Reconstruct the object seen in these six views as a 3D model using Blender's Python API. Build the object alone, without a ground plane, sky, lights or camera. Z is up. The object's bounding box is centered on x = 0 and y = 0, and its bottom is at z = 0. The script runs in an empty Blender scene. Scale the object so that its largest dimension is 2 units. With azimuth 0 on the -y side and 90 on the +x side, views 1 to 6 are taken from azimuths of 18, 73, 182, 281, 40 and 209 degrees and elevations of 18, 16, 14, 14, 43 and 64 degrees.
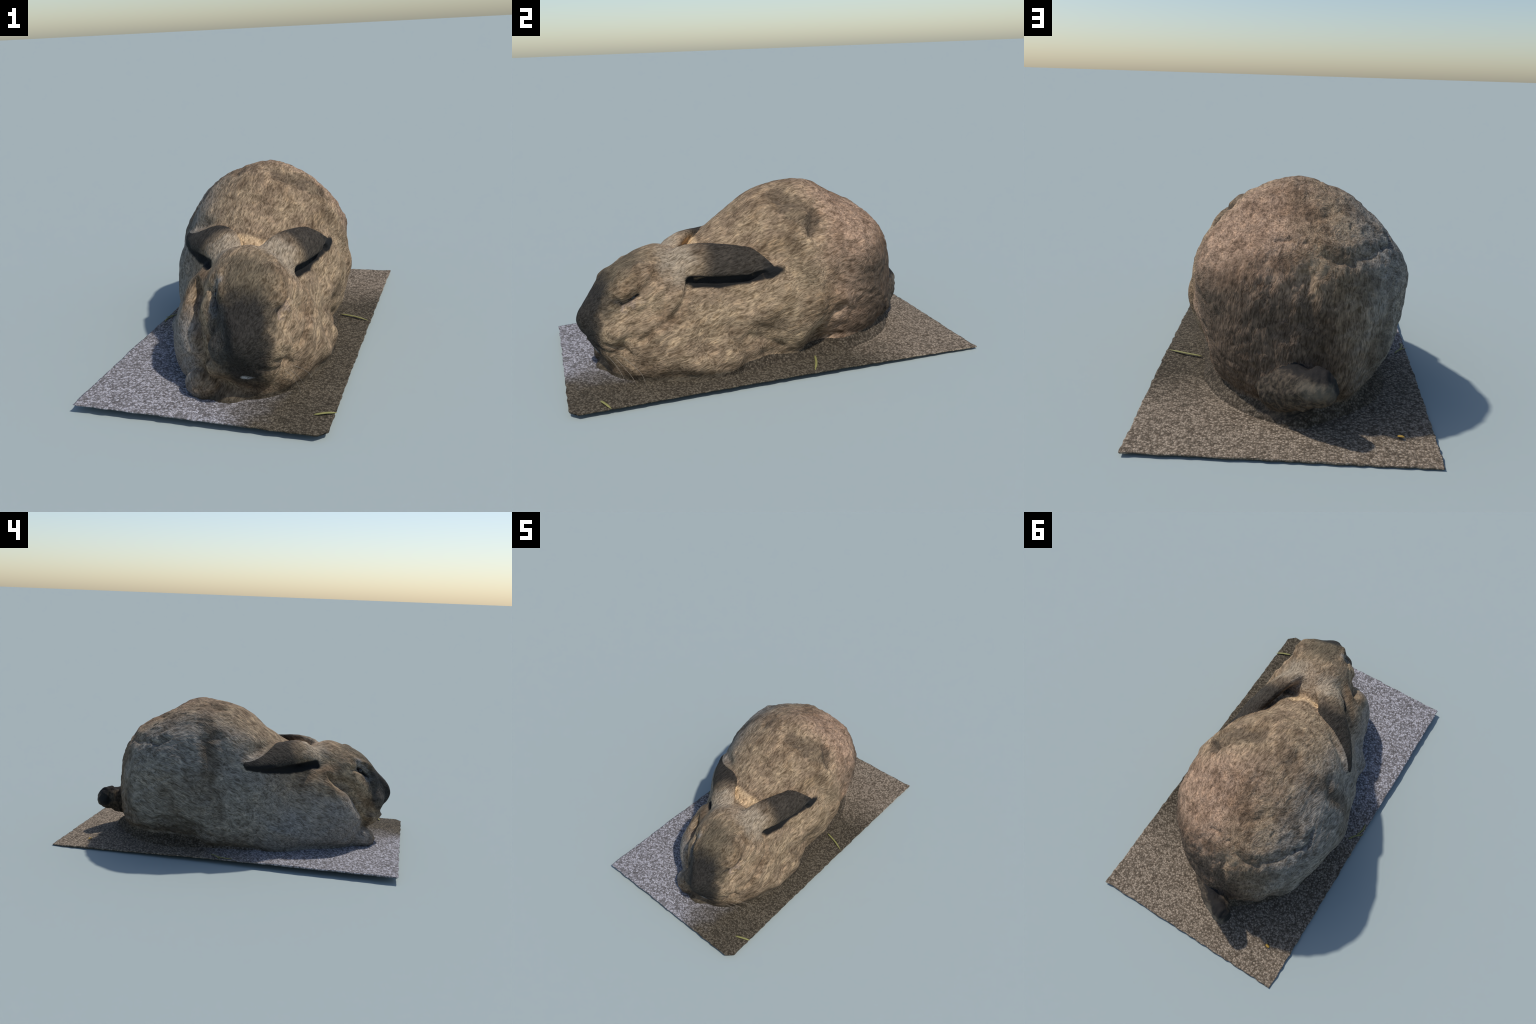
import numpy as np

# ---------------------------------------------------------------- profiles
def hermite(xs, ys, x):
    """smooth curve through the stations (xs, ys), flat beyond the ends"""
    xs = np.asarray(xs, float); ys = np.asarray(ys, float)
    h = np.diff(xs); d = np.diff(ys) / h
    m = np.empty_like(ys); m[0] = d[0]; m[-1] = d[-1]
    m[1:-1] = (d[:-1] * h[1:] + d[1:] * h[:-1]) / (h[:-1] + h[1:])
    x = np.clip(x, xs[0], xs[-1])
    i = np.clip(np.searchsorted(xs, x) - 1, 0, len(xs) - 2)
    t = (x - xs[i]) / h[i]
    return ((2*t**3-3*t**2+1)*ys[i] + (t**3-2*t**2+t)*h[i]*m[i]
            + (-2*t**3+3*t**2)*ys[i+1] + (t**3-t**2)*h[i]*m[i+1])

def smin(a, b, k):
    h = np.clip(k - np.abs(a - b), 0, None) / k
    return np.minimum(a, b) - h * h * k * 0.25

def smax(a, b, k):
    return -smin(-a, -b, k)

# ---------------------------------------------------------------- body lofts
# each loft runs along y; a row is
#   y, left edge, crest x, right edge, top, bottom, height of the widest place (0..1), exponent above, exponent below
LOFTS = {
    "rump": dict(
        rows=[
            (-0.45, -0.2, 0.067, 0.275, 0.47, 0, 0.464, 2.129, 2.6),
            (-0.3, -0.287, 0.021, 0.347, 0.587, 0, 0.474, 2.064, 2.7),
            (-0.15, -0.394, -0.037, 0.348, 0.694, 0, 0.461, 1.73, 2.8),
            (0, -0.434, -0.018, 0.401, 0.8, 0, 0.396, 1.731, 2.5),
            (0.15, -0.484, -0.022, 0.437, 0.838, 0, 0.402, 1.833, 2.1),
            (0.3, -0.475, 0.001, 0.392, 0.835, 0, 0.568, 1.641, 2.4),
            (0.45, -0.44, -0.053, 0.361, 0.756, 0, 0.617, 1.84, 2.55),
            (0.6, -0.367, -0.034, 0.29, 0.678, 0, 0.572, 2.094, 2.4),
            (0.7, -0.296, -0.018, 0.244, 0.638, 0, 0.412, 3.325, 2.6),
        ],
        front=(-0.493, 0.183, 1.948), back=(0.757, 0.2, 1.853)),
    "shoulders": dict(
        rows=[
            (-0.8, -0.2, 0.1, 0.35, 0.281, 0, 0.681, 0.932, 3.2),
            (-0.7, -0.272, 0.1, 0.416, 0.414, 0, 0.295, 2.857, 3.2),
            (-0.58, -0.247, 0.1, 0.4, 0.412, 0, 0.42, 2.611, 3.2),
            (-0.45, -0.286, 0.1, 0.409, 0.482, 0, 0.298, 2.594, 3.2),
            (-0.3, -0.342, 0.08, 0.419, 0.419, 0, 0.18, 2.052, 3.2),
            (-0.1, -0.365, 0.06, 0.343, 0.439, 0, 0.291, 2.232, 3.2),
            (0.1, -0.425, 0.05, 0.364, 0.412, 0, 0.405, 2.306, 3.2),
        ],
        front=(-0.899, 0.325, 1.231), back=(0.241, 0.153, 1.778)),
    "head": dict(
        rows=[
            (-0.88, 0.10, 0.16, 0.262, 0.444, 0.175, 0.50, 2.3, 2.2),
            (-0.8, 0.03, 0.12, 0.318, 0.495, 0.09, 0.45, 2.6, 2.2),
            (-0.7, -0.015, 0.13, 0.328, 0.557, 0.101, 0.592, 2.701, 2.2),
            (-0.6, -0.065, 0.117, 0.328, 0.598, 0.09, 0.467, 2.461, 2.2),
            (-0.5, -0.095, 0.115, 0.32, 0.617, 0.105, 0.438, 2.038, 2.2),
            (-0.4, -0.055, 0.11, 0.293, 0.574, 0.197, 0.439, 2.116, 2.2),
            (-0.32, -0.052, 0.093, 0.252, 0.529, 0.299, 0.447, 2.18, 2.2),
        ],
        front=(-0.912, 0.169, 1.79), back=(-0.25, 0.159, 2.0)),
    # fur spread out on the ground all round the animal
    "skirt": dict(
        rows=[
            (-0.8, -0.035, 0.08, 0.165, 0.09, -0.1, 0.45, 2, 2),
            (-0.73, -0.1, 0.1, 0.275, 0.11, -0.1, 0.45, 2, 2),
            (-0.62, -0.185, 0.1, 0.35, 0.11, -0.1, 0.45, 2, 2),
            (-0.5, -0.255, 0.1, 0.405, 0.1, -0.1, 0.45, 2, 2),
            (-0.35, -0.34, 0.08, 0.435, 0.11, -0.1, 0.45, 2, 2),
            (-0.2, -0.36, 0.06, 0.425, 0.12, -0.1, 0.45, 2, 2),
            (-0.05, -0.375, 0.04, 0.41, 0.115, -0.1, 0.45, 2, 2),
            (0.1, -0.395, 0, 0.395, 0.105, -0.1, 0.45, 2, 2),
            (0.25, -0.425, 0, 0.375, 0.1, -0.1, 0.45, 2, 2),
            (0.4, -0.415, 0, 0.345, 0.1, -0.1, 0.45, 2, 2),
            (0.55, -0.345, -0.02, 0.28, 0.09, -0.1, 0.45, 2, 2),
            (0.66, -0.24, -0.03, 0.19, 0.08, -0.1, 0.45, 2, 2),
            (0.75, -0.13, -0.03, 0.05, 0.06, -0.1, 0.45, 2, 2),
        ],
        front=(-0.85, 0.08, 2.0), back=(0.80, 0.08, 2.0)),
}

def loft(P, spec):
    x, y, z = P[..., 0], P[..., 1], P[..., 2]
    R = np.asarray(spec["rows"], float); ys = R[:, 0]
    y0, l0, p0 = spec["front"]; y1, l1, p1 = spec["back"]
    yc = np.clip(y, y0, y1)
    xl, cx, xr, top, bot, zw, na, nb = (hermite(ys, R[:, k], yc) for k in range(1, 9))
    u = np.clip((y0 + l0 - yc) / l0, 0, 1); v = np.clip((yc - (y1 - l1)) / l1, 0, 1)
    cap = np.clip(1 - u ** p0, 0, 1) ** (1 / p0) * np.clip(1 - v ** p1, 0, 1) ** (1 / p1)
    cap = np.maximum(cap, 0.02)
    zm = bot + (top - bot) * zw
    dx, dz = x - cx, z - zm
    up = dz > 0
    W = np.where(dx > 0, xr - cx, cx - xl) * cap
    H = np.where(up, top - zm, zm - bot)
    H = np.maximum(H * cap, 0.004); W = np.maximum(W, 0.004)
    n = np.where(up, na, nb)
    rho = ((np.abs(dx) / W) ** n + (np.abs(dz) / H) ** n) ** (1 / n) + 1e-9
    r = np.sqrt(dx * dx + dz * dz) + 1e-9
    f = np.clip(r * (1 - 1 / rho), -0.3, None)
    over = np.abs(y - yc)
    return np.where(over > 0, np.sqrt(np.clip(f, 0, None) ** 2 + over ** 2), f)

# swept, flattened limbs: a row is
#   x, y, z, half width, half thickness ; wide = direction of the width
def sweep(P, rows, wide, steps=14, power=2.0):
    R = np.asarray(rows, float); t = np.arange(len(R))
    reach = R[:, 3:].max() + 0.07                      # farther points only need "far away"
    near = ((P > R[:, :3].min(0) - reach) & (P < R[:, :3].max(0) + reach)).all(-1)
    if not near.all():
        out = np.full(P.shape[:-1], 0.08)
        if near.any(): out[near] = sweep(P[near], rows, wide, steps, power)
        return out
    T = np.linspace(0, len(R) - 1, steps)
    S = np.stack([hermite(t, R[:, k], T) for k in range(5)], -1)
    W = np.asarray(wide, float)
    if W.ndim == 1: W = np.repeat(W[None], len(R), 0)
    W = np.stack([hermite(t, W[:, k], T) for k in range(3)], -1)
    best = np.full(P.shape[:-1], 9.0)
    for i in range(steps - 1):
        a, b = S[i, :3], S[i + 1, :3]; ab = b - a
        s = np.clip(((P - a) @ ab) / (ab @ ab), 0, 1)
        D = P - (a + s[..., None] * ab)
        w = W[i] - ab * (W[i] @ ab) / (ab @ ab); w /= np.linalg.norm(w)
        n = np.cross(ab, w); n /= np.linalg.norm(n); e = ab / np.linalg.norm(ab)
        hw = S[i, 3] + s * (S[i+1, 3] - S[i, 3]); ht = S[i, 4] + s * (S[i+1, 4] - S[i, 4])
        p, q, o = np.abs(D @ w), np.abs(D @ n), D @ e
        r = np.sqrt(p*p + q*q + o*o) + 1e-9
        rho = ((p / hw) ** power + (q / ht) ** power + (np.abs(o) / ht) ** power) ** (1 / power) + 1e-9
        best = np.minimum(best, np.clip(r * (1 - 1 / rho), -0.2, None))
    return best

def ball(P, c, r, rot=0.0):
    """ellipsoid, turned about z by rot degrees"""
    a = np.radians(rot); D = P - np.asarray(c, float)
    D = np.stack([D[..., 0]*np.cos(a) + D[..., 1]*np.sin(a), -D[..., 0]*np.sin(a) + D[..., 1]*np.cos(a), D[..., 2]], -1)
    r = np.asarray(r, float)
    k0 = np.sqrt(((D / r) ** 2).sum(-1)) + 1e-9; k1 = np.sqrt(((D / r**2) ** 2).sum(-1)) + 1e-9
    return k0 * (k0 - 1) / k1

EARS = {
    "right": dict(rows=[(0.16, -0.46, 0.515, 0.07, 0.045), (0.218, -0.405, 0.541, 0.089, 0.039), (0.250, -0.31, 0.550, 0.089, 0.037), (0.282, -0.17, 0.541, 0.081, 0.034), (0.310, -0.05, 0.516, 0.060, 0.026), (0.337, 0.04, 0.503, 0.032, 0.019)],
                  wide=(0.68, 0.0, -0.73)),
    "left": dict(rows=[(0.0, -0.46, 0.525, 0.07, 0.045), (-0.05, -0.40, 0.568, 0.088, 0.039), (-0.09, -0.345, 0.573, 0.090, 0.036), (-0.155, -0.285, 0.564, 0.083, 0.032), (-0.226, -0.222, 0.547, 0.068, 0.026), (-0.288, -0.15, 0.530, 0.048, 0.022), (-0.326, -0.095, 0.524, 0.029, 0.018)],
                 wide=(-0.57, -0.57, -0.56)),
}
TAIL = [(0.035, 0.69, 0.14, 0.10, 0.07), (-0.045, 0.758, 0.17, 0.088, 0.068), (-0.137, 0.83, 0.198, 0.064, 0.05)]

# loose skin of the face and shoulders: rows as in sweep(), blend
ROLLS = [
    ([(-0.015, -0.585, 0.475, 0.035, 0.03), (-0.005, -0.64, 0.44, 0.045, 0.035), (0.012, -0.70, 0.36, 0.045, 0.04), (0.045, -0.745, 0.26, 0.04, 0.04)], (1, 0, 0), 0.014),
    ([(-0.15, -0.46, 0.38, 0.05, 0.05), (-0.145, -0.545, 0.385, 0.04, 0.04), (-0.13, -0.62, 0.31, 0.045, 0.045), (-0.08, -0.71, 0.19, 0.045, 0.045)], (1, 0, 0), 0.05),
]
PAW = [(-0.05, -0.70, 0.075, 0.068, 0.065), (-0.045, -0.765, 0.08, 0.072, 0.058), (-0.01, -0.79, 0.065, 0.058, 0.045)]

# dark hollows of the ears, under their outer rims: path, radius
HOLLOWS = [([(0.30, -0.38, 0.468), (0.305, -0.25, 0.458), (0.318, -0.12, 0.463), (0.33, -0.05, 0.474)], 0.022),
           ([(-0.14, -0.465, 0.505), (-0.20, -0.39, 0.495), (-0.255, -0.29, 0.495), (-0.30, -0.20, 0.503)], 0.022)]

# soft swellings and dents: centre, radius, amount
LUMPS = [
    ((0.02, 0.745, 0.38), 0.06, -0.035), ((-0.01, 0.745, 0.31), 0.06, -0.035),
    ((-0.04, -0.74, 0.36), 0.065, 0.011), ((0.24, -0.63, 0.59), 0.065, 0.027), ((0.10, 0.12, 0.78), 0.065, -0.010),
    ((-0.24, -0.13, 0.64), 0.065, 0.023), ((-0.26, -0.39, 0.27), 0.065, -0.023), ((0.07, -0.80, 0.21), 0.065, -0.004),
     ((-0.14, 0.11, 0.79), 0.065, -0.008), ((0.29, 0.43, 0.09), 0.065, 0.019),
    ((0.28, 0.21, 0.67), 0.065, -0.010), ((0.40, -0.53, 0.30), 0.065, 0.018), 
    ((0.28, -0.76, 0.13), 0.065, 0.015), ((0.34, 0.39, 0.53), 0.065, -0.017), ((0.00, -0.33, 0.58), 0.065, 0.014),
    ((0.32, 0.23, 0.63), 0.065, -0.012), ((-0.14, 0.46, 0.72), 0.065, -0.017), ((-0.42, 0.16, 0.19), 0.065, -0.011),
    ((-0.29, 0.02, 0.68), 0.065, 0.013), ((0.04, -0.68, 0.53), 0.065, -0.012), ((0.35, -0.65, 0.31), 0.065, 0.013),
    ((0.27, 0.59, 0.35), 0.065, -0.013),  ((-0.02, -0.20, 0.67), 0.065, 0.012),
    ((0.12, -0.05, 0.73), 0.065, 0.012), ((0.30, -0.76, 0.33), 0.065, -0.009),
    # smaller corrections of the folds of skin
    ((0.06, -0.95, 0.11), 0.06, 0.040), ((-0.38, 0.58, 0.10), 0.06, 0.038), ((-0.07, 0.75, 0.12), 0.06, -0.033),
    ((0.41, -0.11, 0.11), 0.06, 0.039), ((0.44, -0.21, 0.10), 0.06, 0.036), ((-0.25, 0.85, 0.16), 0.06, 0.040),
    ((-0.14, -0.54, 0.47), 0.06, 0.038), ((-0.02, -0.88, 0.10), 0.06, 0.035), ((0.45, -0.42, 0.10), 0.06, 0.031),
    ((-0.24, 0.67, 0.10), 0.06, 0.026), ((0.29, -0.71, 0.40), 0.06, -0.024), ((-0.08, 0.76, 0.21), 0.06, -0.027),
    ((0.44, -0.26, 0.17), 0.06, 0.025), ((0.36, -0.49, 0.32), 0.06, -0.027), ((0.22, -0.64, 0.56), 0.06, -0.022),
    ((-0.35, -0.36, 0.15), 0.06, 0.024), ((0.45, -0.33, 0.11), 0.06, 0.019), ((-0.30, 0.61, 0.10), 0.06, 0.019),
    ((0.28, -0.76, 0.39), 0.06, -0.014), ((-0.21, -0.14, 0.61), 0.06, -0.015), ((-0.16, -0.38, 0.58), 0.06, 0.017),
    ((0.40, 0.14, 0.41), 0.06, -0.014), ((0.39, -0.13, 0.28), 0.06, 0.023), ((0.28, 0.51, 0.10), 0.06, 0.020),
    ((0.44, -0.47, 0.17), 0.06, 0.016), ((0.10, -0.28, 0.56), 0.06, -0.023), ((0.08, -0.84, 0.16), 0.06, -0.020),
    ((0.42, -0.04, 0.31), 0.06, 0.021), ((0.19, -0.78, 0.46), 0.06, -0.011), ((0.35, -0.51, 0.42), 0.06, 0.024),
    ((-0.15, -0.43, 0.55), 0.06, 0.016), ((0.37, 0.10, 0.49), 0.06, -0.016), ((0.44, 0.22, 0.31), 0.06, 0.020),
    ((-0.06, -0.74, 0.22), 0.06, -0.020), ((-0.26, -0.14, 0.57), 0.06, -0.019), ((-0.00, -0.79, 0.09), 0.06, -0.021),
    ((0.35, 0.07, 0.52), 0.06, -0.011), ((0.03, 0.71, 0.37), 0.06, -0.019), ((-0.10, -0.38, 0.61), 0.06, 0.013),
    ((0.40, 0.33, 0.30), 0.06, 0.020), ((-0.17, 0.70, 0.17), 0.06, -0.019), ((-0.14, 0.71, 0.37), 0.06, -0.014),
    ((0.35, -0.65, 0.11), 0.06, -0.018), ((0.41, 0.13, 0.37), 0.06, -0.013), ((0.14, -0.12, 0.69), 0.06, 0.012),
    ((0.21, -0.59, 0.58), 0.06, -0.011), ((0.21, -0.74, 0.51), 0.06, -0.012), ((0.32, 0.11, 0.59), 0.06, -0.014),
    ((0.24, -0.21, 0.59), 0.06, -0.019), ((0.31, 0.05, 0.57), 0.06, -0.009), ((0.30, 0.36, 0.08), 0.06, 0.015),
    ((0.42, -0.51, 0.14), 0.06, 0.010), ((-0.16, -0.29, 0.61), 0.06, 0.010), ((-0.18, -0.67, 0.10), 0.06, -0.013),
    ((-0.41, 0.23, 0.58), 0.06, -0.009), ((0.32, -0.18, 0.57), 0.06, 0.016), 
    ((0.06, -0.85, 0.30), 0.06, 0.016), ((0.18, -0.82, 0.43), 0.06, -0.009), ((0.32, 0.45, 0.24), 0.06, -0.014),
    ((0.08, 0.73, 0.22), 0.06, -0.014), ((-0.35, -0.04, 0.51), 0.06, -0.013), ((0.10, 0.12, 0.78), 0.06, -0.014),
    ((0.34, -0.71, 0.29), 0.06, 0.017), ((0.38, -0.55, 0.30), 0.06, -0.009), ((-0.16, -0.56, 0.40), 0.06, -0.015),
    ((-0.43, 0.07, 0.50), 0.06, 0.010), ((0.31, -0.73, 0.34), 0.06, -0.011), ((-0.39, 0.55, 0.24), 0.06, 0.012),
    ((0.18, -0.42, 0.59), 0.06, -0.011), ((0.23, 0.57, 0.09), 0.06, 0.010), ((0.37, 0.44, 0.49), 0.06, 0.009),
    ((0.09, -0.81, 0.11), 0.06, -0.011), ((0.32, 0.14, 0.66), 0.06, 0.015), ((-0.02, -0.74, 0.38), 0.06, 0.011),
    ((0.09, -0.72, 0.55), 0.06, 0.010), ((-0.30, -0.19, 0.03), 0.06, -0.012), ((0.30, -0.82, 0.30), 0.06, 0.009),
    ((-0.26, -0.28, 0.42), 0.06, -0.010), ((-0.33, 0.26, 0.07), 0.06, 0.010), ((-0.36, -0.24, 0.07), 0.06, 0.010),
]

FINE_LUMPS = [
    ((0.05, -0.86, 0.27), 0.05, 0.014), ((0.10, -0.875, 0.175), 0.045, -0.022), ((-0.08, 0.75, 0.10), 0.05, 0.015),
    ((-0.06, -0.78, 0.15), 0.045, -0.012),
    ((-0.10, 0.74, 0.09), 0.06, 0.025), ((-0.32, 0.585, 0.12), 0.06, -0.025), ((0.05, -0.855, 0.26), 0.05, 0.020),
    ((0.07, -0.83, 0.20), 0.05, 0.015), ((-0.04, -0.79, 0.17), 0.05, -0.020), ((0.22, -0.76, 0.07), 0.06, 0.025),
    ((-0.16, 0.72, 0.14), 0.06, 0.028), ((-0.06, 0.745, 0.37), 0.07, -0.014), ((0.04, 0.735, 0.43), 0.07, -0.010),
    ((0.06, -0.87, 0.27), 0.06, 0.020), ((0.0, -0.75, 0.30), 0.05, 0.015), ((-0.33, 0.60, 0.13), 0.05, -0.02),
    ((-0.11, -0.40, 0.47), 0.05, 0.02),
    ((0.05, 0.745, 0.43), 0.07, -0.018), ((0.05, 0.75, 0.31), 0.07, -0.015), ((-0.05, 0.74, 0.42), 0.07, -0.010),
    ((0.03, -0.80, 0.30), 0.06, 0.020), ((-0.01, -0.73, 0.36), 0.05, 0.012), ((-0.05, -0.77, 0.19), 0.05, -0.025),
    
    ((-0.11, -0.43, 0.49), 0.06, 0.03), ((0.32, -0.38, 0.44), 0.06, 0.023), ((-0.38, 0.58, 0.1), 0.06, 0.022), ((0.4, -0.33, 0.16), 0.06, -0.02),
    ((-0.14, -0.54, 0.47), 0.06, 0.024), ((-0.04, -0.47, 0.59), 0.06, 0.021), ((0.42, -0.27, 0.13), 0.06, -0.013), ((-0.04, -0.76, 0.11), 0.06, -0.013),
    ((-0.05, -0.71, 0.41), 0.06, 0.022), ((-0.02, -0.68, 0.52), 0.06, 0.018), ((-0.16, -0.29, 0.61), 0.06, 0.014), ((0.07, -0.71, 0.51), 0.06, -0.014),
    ((-0.08, -0.39, 0.61), 0.06, 0.019), ((-0.08, -0.6, 0.45), 0.06, 0.015), ((0.4, -0.14, 0.23), 0.06, 0.02), ((0.37, 0.3, 0.2), 0.06, 0.017),
    ((-0.08, -0.7, 0.29), 0.06, -0.018), ((-0.35, -0.2, 0.14), 0.06, -0.016), ((0.3, -0.59, 0.54), 0.06, 0.015), ((-0.07, -0.79, 0.1), 0.06, -0.011),
    ((0.41, 0.13, 0.28), 0.06, -0.013), ((0.2, -0.3, 0.62), 0.06, 0.011), ((0.35, -0.76, 0.27), 0.06, 0.014), ((-0.25, -0.45, 0.24), 0.06, -0.014),
    ((0.06, -0.3, 0.6), 0.06, 0.015), ((0.38, -0.32, 0.23), 0.06, -0.011), ((0.38, 0.12, 0.43), 0.06, -0.014), ((-0.03, -0.36, 0.59), 0.06, -0.016),
    ((0.33, -0.33, 0.42), 0.06, 0.01), ((-0.2, -0.15, 0.59), 0.06, -0.014), ((0.32, 0.37, 0.09), 0.06, 0.01), ((0.33, 0, 0.5), 0.06, -0.011),
    ((0.44, -0.21, 0.1), 0.06, 0.013), ((0.24, 0.66, 0.26), 0.06, 0.01), ((-0.28, -0.18, 0.53), 0.06, -0.01),
]

def body_only(P):
    L = LOFTS
    f = smin(loft(P, L["rump"]), loft(P, L["shoulders"]), 0.10)
    f = smin(f, loft(P, L["head"]), 0.025)
    f = smin(f, loft(P, L["skirt"]), 0.05)
    shape = f.shape; f = f.ravel(); Q = P.reshape(-1, 3)
    for c, r, a in LUMPS + FINE_LUMPS:
        m = (np.abs(Q - np.asarray(c)) < 2.6 * r).all(-1)
        f[m] -= a * np.exp(-((Q[m] - np.asarray(c)) ** 2).sum(-1) / r ** 2)
    return f.reshape(shape)

def segments(P, pts):
    pts = np.asarray(pts, float); best = 9.0
    for a, b in zip(pts[:-1], pts[1:]):
        ab = b - a; s = np.clip((P - a) @ ab / (ab @ ab), 0, 1)
        best = np.minimum(best, np.linalg.norm(P - (a + s[..., None] * ab), axis=-1))
    return best

def field(P, hollows=True):
    body = body_only(P)
    for rows, wide, k in ROLLS:
        body = smin(body, sweep(P, rows, wide, 7), k)
    body = smin(body, sweep(P, PAW, (1, 0, 0), 5), 0.015)
    body = smin(body, sweep(P, TAIL, (0, 0, 1), 8), 0.02)
    ears = np.minimum(sweep(P, **EARS["right"]), sweep(P, **EARS["left"]))
    body = smin(body, ears, 0.025)
    for path, r in (HOLLOWS[:1] if hollows else ()):
        body = smax(body, r - segments(P, lay(path)), 0.012)
    return body

_laid = {}
def lay(path, out=0.006):
    """move the points of a path sideways onto the outer surface (a little proud of it)"""
    key = tuple(path)
    if key not in _laid:
        C = np.asarray(path, float); X = np.linspace(0.55, 0.05, 400); A = []
        for x, y, z in C:
            f = field(np.stack([np.sign(x) * X, X * 0 + y, X * 0 + z], -1), False)
            A.append((np.sign(x) * (X[np.argmax(f < 0)] + out), y, z))
        _laid[key] = np.array(A)
    return _laid[key]

# ---------------------------------------------------------------- noise (value + cellular), vectorised
def _hash(i, j, k, seed):
    h = (i.astype(np.int64) * 374761393 + j.astype(np.int64) * 668265263 + k.astype(np.int64) * 2147483647 + seed * 974711) & 0xFFFFFFFF
    h = ((h ^ (h >> 13)) * 1274126177) & 0xFFFFFFFF
    h = ((h ^ (h >> 16)) * 2246822519) & 0xFFFFFFFF
    return ((h ^ (h >> 15)) & 0xFFFFFF) / float(0xFFFFFF)

def vnoise(P, seed=0):
    """smooth noise in -1..1"""
    F = np.floor(P).astype(np.int64); t = P - F; t = t*t*t*(t*(t*6-15)+10)
    out = 0
    for a in (0, 1):
        for b in (0, 1):
            for c in (0, 1):
                w = (t[:, 0] if a else 1-t[:, 0]) * (t[:, 1] if b else 1-t[:, 1]) * (t[:, 2] if c else 1-t[:, 2])
                out = out + w * _hash(F[:, 0]+a, F[:, 1]+b, F[:, 2]+c, seed)
    return out * 2 - 1

def cells(xy, seed=0):
    """distance to the nearest point of a jittered lattice, in cells"""
    F = np.floor(xy).astype(np.int64); best = np.full(len(xy), 9.0)
    z = np.zeros(len(xy), np.int64)
    for a in (-1, 0, 1):
        for b in (-1, 0, 1):
            i, j = F[:, 0]+a, F[:, 1]+b
            px = i + 0.15 + 0.7*_hash(i, j, z, seed); py = j + 0.15 + 0.7*_hash(i, j, z, seed+7)
            best = np.minimum(best, (xy[:, 0]-px)**2 + (xy[:, 1]-py)**2)
    return np.sqrt(best)

# ---------------------------------------------------------------- surface of the body (surface nets on a narrow band)
def surface(step=0.0045, lo=(-0.56, -0.96, -0.012), hi=(0.56, 0.92, 0.90)):
    lo = np.array(lo); hi = np.array(hi); q = 4
    n = np.ceil((hi - lo) / (step * q)).astype(int) * q
    def axis(k, s, m): return lo[k] + np.arange(m) * s
    cn = n // q + 1
    C = np.stack(np.meshgrid(*[axis(k, step*q, cn[k]) for k in range(3)], indexing="ij"), -1)
    coarse = field(C.reshape(-1, 3)).reshape(cn)
    near = np.abs(coarse) < step * q * 2.6
    cell = np.zeros(cn - 1, bool)
    for a in (0, 1):
        for b in (0, 1):
            for c in (0, 1):
                cell |= near[a:cn[0]-1+a, b:cn[1]-1+b, c:cn[2]-1+c]
    V = np.repeat(np.repeat(np.repeat(coarse[:-1, :-1, :-1], q, 0), q, 1), q, 2).astype(np.float32)
    M = np.repeat(np.repeat(np.repeat(cell, q, 0), q, 1), q, 2)
    I = np.argwhere(M)
    for s in range(0, len(I), 400000):
        J = I[s:s+400000]
        V[J[:, 0], J[:, 1], J[:, 2]] = field(lo + J * step)
    ins = V < 0
    cnt = np.zeros(np.array(V.shape) - 1, np.int8)
    m = np.array(V.shape) - 1
    corners = [(a, b, c) for a in (0, 1) for b in (0, 1) for c in (0, 1)]
    for a, b, c in corners:
        cnt += ins[a:a+m[0], b:b+m[1], c:c+m[2]]
    act = np.argwhere((cnt > 0) & (cnt < 8))
    idx = np.full(m, -1, np.int32); idx[act[:, 0], act[:, 1], act[:, 2]] = np.arange(len(act))
    pos = np.zeros((len(act), 3)); w = np.zeros(len(act))
    for p in corners:
        for k in range(3):
            if p[k]: continue
            r = list(p); r[k] = 1
            va = V[act[:, 0]+p[0], act[:, 1]+p[1], act[:, 2]+p[2]]; vb = V[act[:, 0]+r[0], act[:, 1]+r[1], act[:, 2]+r[2]]
            x = (va < 0) != (vb < 0)
            t = np.where(x, va / np.where(x, va - vb, 1), 0)
            e = np.array(p, float)[None].repeat(len(act), 0); e[:, k] = t
            pos[x] += e[x]; w[x] += 1
    pos = lo + (act + pos / w[:, None]) * step
    quads = []
    for k in range(3):
        u, v = [(1, 2), (2, 0), (0, 1)][k]
        A = [slice(1, -1)] * 3; B = [slice(1, -1)] * 3
        A[k] = slice(0, -1); B[k] = slice(1, None)
        a, b = ins[tuple(A)], ins[tuple(B)]
        E = np.argwhere(a != b); off = np.array([1, 1, 1]); off[k] = 0
        flip = a[E[:, 0], E[:, 1], E[:, 2]]
        E = E + off
        def at(du, dv):
            Q = E.copy(); Q[:, u] += du; Q[:, v] += dv
            Q = np.minimum(Q, m - 1)
            return idx[Q[:, 0], Q[:, 1], Q[:, 2]]
        f = np.stack([at(-1, -1), at(0, -1), at(0, 0), at(-1, 0)], -1)
        f[~flip] = f[~flip][:, ::-1]
        quads.append(f)
    quads = np.concatenate(quads)
    return largest(pos, quads[(quads >= 0).all(1)])

def largest(P, Q):
    """keep the biggest connected piece"""
    lab = np.arange(len(P))
    while True:
        m = lab[Q].min(1); new = lab.copy()
        for k in range(4): np.minimum.at(new, Q[:, k], m)
        new = new[new]
        if (new == lab).all(): break
        lab = new
    keep = lab == np.bincount(lab).argmax()
    Q = Q[keep[Q[:, 0]]]
    used, inv = np.unique(Q, return_inverse=True)
    return P[used], inv.reshape(-1, 4)

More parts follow.
